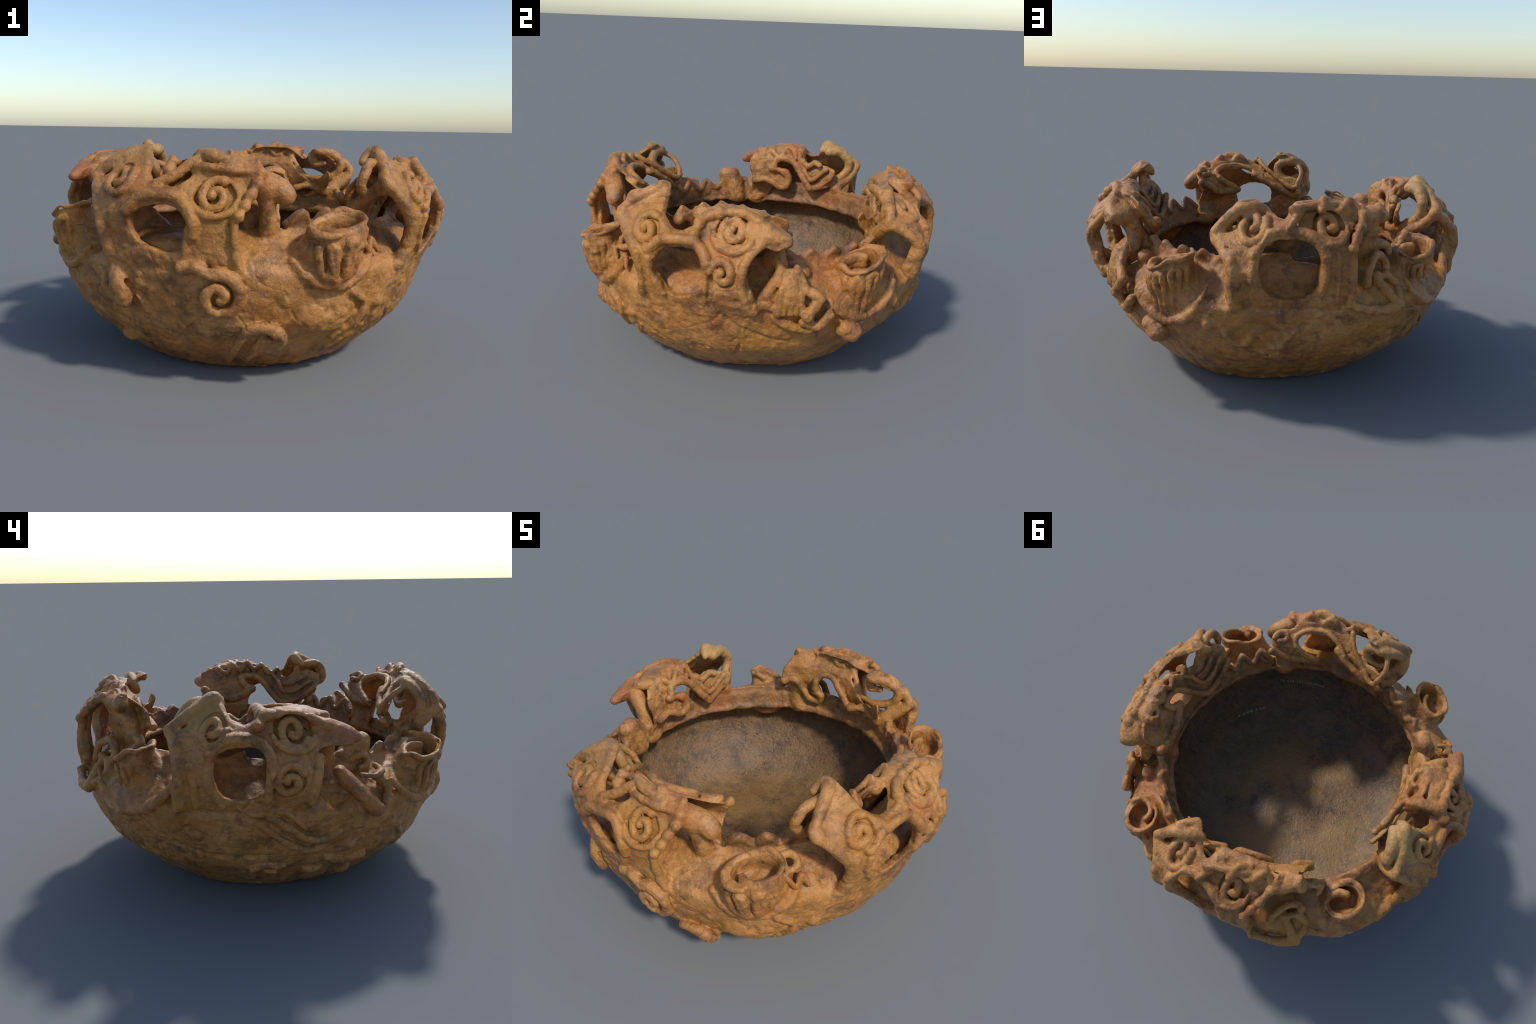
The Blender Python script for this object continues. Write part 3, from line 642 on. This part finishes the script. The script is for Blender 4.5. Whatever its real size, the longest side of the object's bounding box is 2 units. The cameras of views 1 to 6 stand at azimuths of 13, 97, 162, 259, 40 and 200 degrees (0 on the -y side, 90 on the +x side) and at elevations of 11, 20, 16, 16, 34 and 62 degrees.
# ------------------------------------------------------------------ materials
def clay(name, base, dark, light, rough=0.62, inside=False):
    m = bpy.data.materials.new(name); m.use_nodes = True; nt = m.node_tree; N = nt.nodes; L = nt.links
    b = N["Principled BSDF"]
    tc = N.new("ShaderNodeTexCoord")
    def tex(scale, detail=4, rough_=.55, dist=0.0):
        n = N.new("ShaderNodeTexNoise"); n.inputs["Scale"].default_value = scale; n.inputs["Detail"].default_value = detail
        n.inputs["Roughness"].default_value = rough_; n.inputs["Distortion"].default_value = dist
        L.new(tc.outputs["Object"], n.inputs["Vector"]); return n.outputs["Fac"]
    def ramp(f, stops):
        r = N.new("ShaderNodeValToRGB"); L.new(f, r.inputs["Fac"]); e = r.color_ramp.elements
        e[0].position, e[0].color = stops[0][0], stops[0][1]; e[1].position, e[1].color = stops[-1][0], stops[-1][1]
        for p, c in stops[1:-1]:
            q = e.new(p); q.color = c
        return r.outputs["Color"]
    def g(v): return (v, v, v, 1)
    def mix(f, a, c, mode="MIX"):
        x = N.new("ShaderNodeMix"); x.data_type = "RGBA"; x.blend_type = mode
        if isinstance(f, float): x.inputs["Factor"].default_value = f
        else: L.new(f, x.inputs["Factor"])
        for s, v in (("A", a), ("B", c)):
            k = [i for i in x.inputs if i.name == s and i.type == "RGBA"][0]
            if isinstance(v, tuple): k.default_value = v
            else: L.new(v, k)
        return [o for o in x.outputs if o.type == "RGBA"][0]
    def near(p, r0, r1):
        d = N.new("ShaderNodeVectorMath"); d.operation = "DISTANCE"; L.new(tc.outputs["Object"], d.inputs[0]); d.inputs[1].default_value = p
        mr = N.new("ShaderNodeMapRange"); L.new(d.outputs["Value"], mr.inputs[0]); mr.inputs[1].default_value = r0; mr.inputs[2].default_value = r1
        mr.inputs[3].default_value = 1; mr.inputs[4].default_value = 0; return mr.outputs[0]
    col = mix(ramp(tex(3.2, 5, .6, .4), [(.36, g(0)), (.66, g(1))]), base, light)
    col = mix(ramp(tex(9.0, 7, .68, .5), [(.46, g(0)), (.64, g(.9))]), col, dark)
    col = mix(ramp(tex(22, 5, .65, .4), [(.54, g(0)), (.70, g(.55))]), col, light)
    if not inside:
        red = (.330, .105, .029, 1); och = (.375, .165, .028, 1)
        col = mix(ramp(tex(5.0, 6, .65, .8), [(.54, g(0)), (.66, g(.75))]), col, red)
        col = mix(ramp(tex(2.1, 3, .5, .2), [(.54, g(0)), (.66, g(.6))]), col, och)
        col = mix(ramp(tex(60, 3, .7), [(.60, g(0)), (.72, g(.7))]), col, (.12, .065, .035, 1))       # specks
        col = mix(ramp(tex(48, 3, .6), [(.58, g(0)), (.72, g(.40))]), col, (.50, .30, .13, 1))        # pale grit
        st = N.new('ShaderNodeMapping'); L.new(tc.outputs['Object'], st.inputs['Vector']); st.inputs['Scale'].default_value = (1, 1, 3.2)
        sn = N.new('ShaderNodeTexNoise'); sn.inputs['Scale'].default_value = 17; sn.inputs['Detail'].default_value = 6; sn.inputs['Distortion'].default_value = .8
        L.new(st.outputs[0], sn.inputs['Vector']); streak = sn.outputs['Fac']
        col = mix(ramp(streak, [(.28, g(.75)), (.43, g(0))]), col, (.17, .075, .028, 1))        # wiping streaks
        def patch(p, r0, r1, c, s):
            nonlocal col
            f = N.new("ShaderNodeMath"); f.operation = "MULTIPLY"; L.new(near(p, r0, r1), f.inputs[0]); f.inputs[1].default_value = s
            col = mix(f.outputs[0], col, c)
        patch((-.83, -.215, .82), .05, .14, (.27, .085, .035, 1), .7)      # worn red snout
        patch((-.60, .36, .93), .08, .2, (.38, .25, .09, 1), .5)            # pale curls
        patch((-.30, -.68, .95), .08, .2, (.30, .18, .07, 1), .5)
        patch((.80, .57, .33), .04, .1, (.36, .14, .06, 1), .7)
        patch((.60, .66, .38), .04, .12, (.34, .14, .07, 1), .5)
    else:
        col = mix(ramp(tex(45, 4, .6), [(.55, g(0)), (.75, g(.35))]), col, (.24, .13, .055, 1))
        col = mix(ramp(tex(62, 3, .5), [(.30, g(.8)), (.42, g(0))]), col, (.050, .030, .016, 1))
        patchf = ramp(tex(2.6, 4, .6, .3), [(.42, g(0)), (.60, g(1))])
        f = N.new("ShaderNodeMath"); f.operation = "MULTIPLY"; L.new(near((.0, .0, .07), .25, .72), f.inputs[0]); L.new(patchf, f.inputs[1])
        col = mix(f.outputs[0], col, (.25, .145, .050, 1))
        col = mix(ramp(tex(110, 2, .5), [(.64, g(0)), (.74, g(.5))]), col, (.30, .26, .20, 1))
    L.new(col, b.inputs["Base Color"]); b.inputs["Specular IOR Level"].default_value = .36
    rr = N.new("ShaderNodeMapRange"); L.new(tex(14, 4), rr.inputs[0]); rr.inputs[1].default_value = .3; rr.inputs[2].default_value = .7
    rr.inputs[3].default_value = rough - .12; rr.inputs[4].default_value = rough + .12; L.new(rr.outputs[0], b.inputs["Roughness"])
    bp = N.new("ShaderNodeBump"); bp.inputs["Strength"].default_value = .75; bp.inputs["Distance"].default_value = .008 if not inside else .007
    bp2 = N.new("ShaderNodeBump"); bp2.inputs["Strength"].default_value = .8; bp2.inputs["Distance"].default_value = .004
    L.new(tex(34, 6, .62) if not inside else tex(60, 5, .6), bp.inputs["Height"]); L.new(tex(85, 5, .65), bp2.inputs["Height"])
    L.new(bp.outputs[0], bp2.inputs["Normal"]); L.new(bp2.outputs[0], b.inputs["Normal"])
    return m
TERRA = clay("terracotta", (.345, .140, .031, 1), (.120, .052, .020, 1), (.470, .225, .070, 1), rough=.40)
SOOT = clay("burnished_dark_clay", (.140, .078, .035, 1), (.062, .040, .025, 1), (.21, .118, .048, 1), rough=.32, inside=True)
RIM_SHADE_TINT = clay("terracotta_shade_darkened", (.245, .108, .032, 1), (.092, .049, .025, 1), (.34, .16, .052, 1), rough=.42)  # same terracotta, base colours darkened to paint in the rim's shade

# ------------------------------------------------------------------ objects
root = bpy.data.objects.new("clay_bowl", None); bpy.context.collection.objects.link(root)
root["label"] = "round terracotta bowl with openwork crests, spiral coils and small cups"; root["category"] = "pottery bowl"
made = {}
def get(i):
    if i in made: return made[i]
    name, par = PARTS[i]
    sel = np.where(FL == i)[0]
    q = Q[sel]; u, inv = np.unique(q, return_inverse=True); q = inv.reshape(-1, 4)
    me = bpy.data.meshes.new(name)
    me.vertices.add(len(u)); me.vertices.foreach_set("co", V[u].astype(np.float32).ravel())
    me.loops.add(len(q) * 4); me.loops.foreach_set("vertex_index", q.ravel().astype(np.int32))
    me.polygons.add(len(q)); me.polygons.foreach_set("loop_start", np.arange(0, len(q) * 4, 4, dtype=np.int32))
    me.update(calc_edges=True); me.validate()
    me.polygons.foreach_set("use_smooth", np.ones(len(q), bool))
    me.normals_split_custom_set_from_vertices([tuple(n) for n in VN[u]])
    me.materials.append(SOOT if i == INSIDE else RIM_SHADE_TINT if i in (RIM, scal) else TERRA)
    ob = bpy.data.objects.new(name, me); bpy.context.collection.objects.link(ob); made[i] = ob
    ob.parent = root if par is None else get(par)
    return ob
for i in range(len(PARTS)):
    if (FL == i).sum() > 0: get(i)

# ------------------------------------------------------------------ faint inked numbers inside
ink = bpy.data.materials.new("chalk_ink"); ink.use_nodes = True; ib = ink.node_tree.nodes["Principled BSDF"]
ib.inputs["Base Color"].default_value = (.42, .39, .33, 1); ib.inputs["Roughness"].default_value = .8
inside_v = np.unique(Q[FL == INSIDE]); PV = V[inside_v]; PA = np.degrees(np.arctan2(PV[:, 0], -PV[:, 1]))
def number(txt, a0, z0, a1, z1, size):
    cu = bpy.data.curves.new("inventory_number", "FONT"); cu.body = txt; cu.size = 1.0; cu.resolution_u = 2; cu.extrude = 0.0
    ob = bpy.data.objects.new("inventory_number", cu); bpy.context.collection.objects.link(ob)
    bpy.context.view_layer.update()
    me = bpy.data.meshes.new_from_object(ob.evaluated_get(bpy.context.evaluated_depsgraph_get())); bpy.data.objects.remove(ob)
    co = np.empty(len(me.vertices) * 3, np.float32); me.vertices.foreach_get("co", co); co = co.reshape(-1, 3)
    f = (co[:, 0] - co[:, 0].min()) / np.ptp(co[:, 0]); out = np.empty_like(co)
    for i in range(len(co)):
        a = a0 + (a1 - a0) * f[i]; z = z0 + (z1 - z0) * f[i] + co[i, 1] * size
        d = ((PA - a) * .0125) ** 2 + (PV[:, 2] - z) ** 2
        near4 = np.argpartition(d, 4)[:4]; w = 1 / (d[near4] + 1e-7); w /= w.sum()
        r = (np.hypot(PV[near4, 0], PV[near4, 1]) * w).sum() - .005
        out[i] = cyl((a, r, z))
    me.vertices.foreach_set("co", out.ravel()); me.update(); me.name = "inventory_number"; me.materials.append(ink)
    t = bpy.data.objects.new("inventory_number", me); bpy.context.collection.objects.link(t); t.parent = made[INSIDE]
number("95-518-161-195-4624", 24, .327, 3, .305, .021)
number("4-294-526", 50, .197, 33, .185, .020)
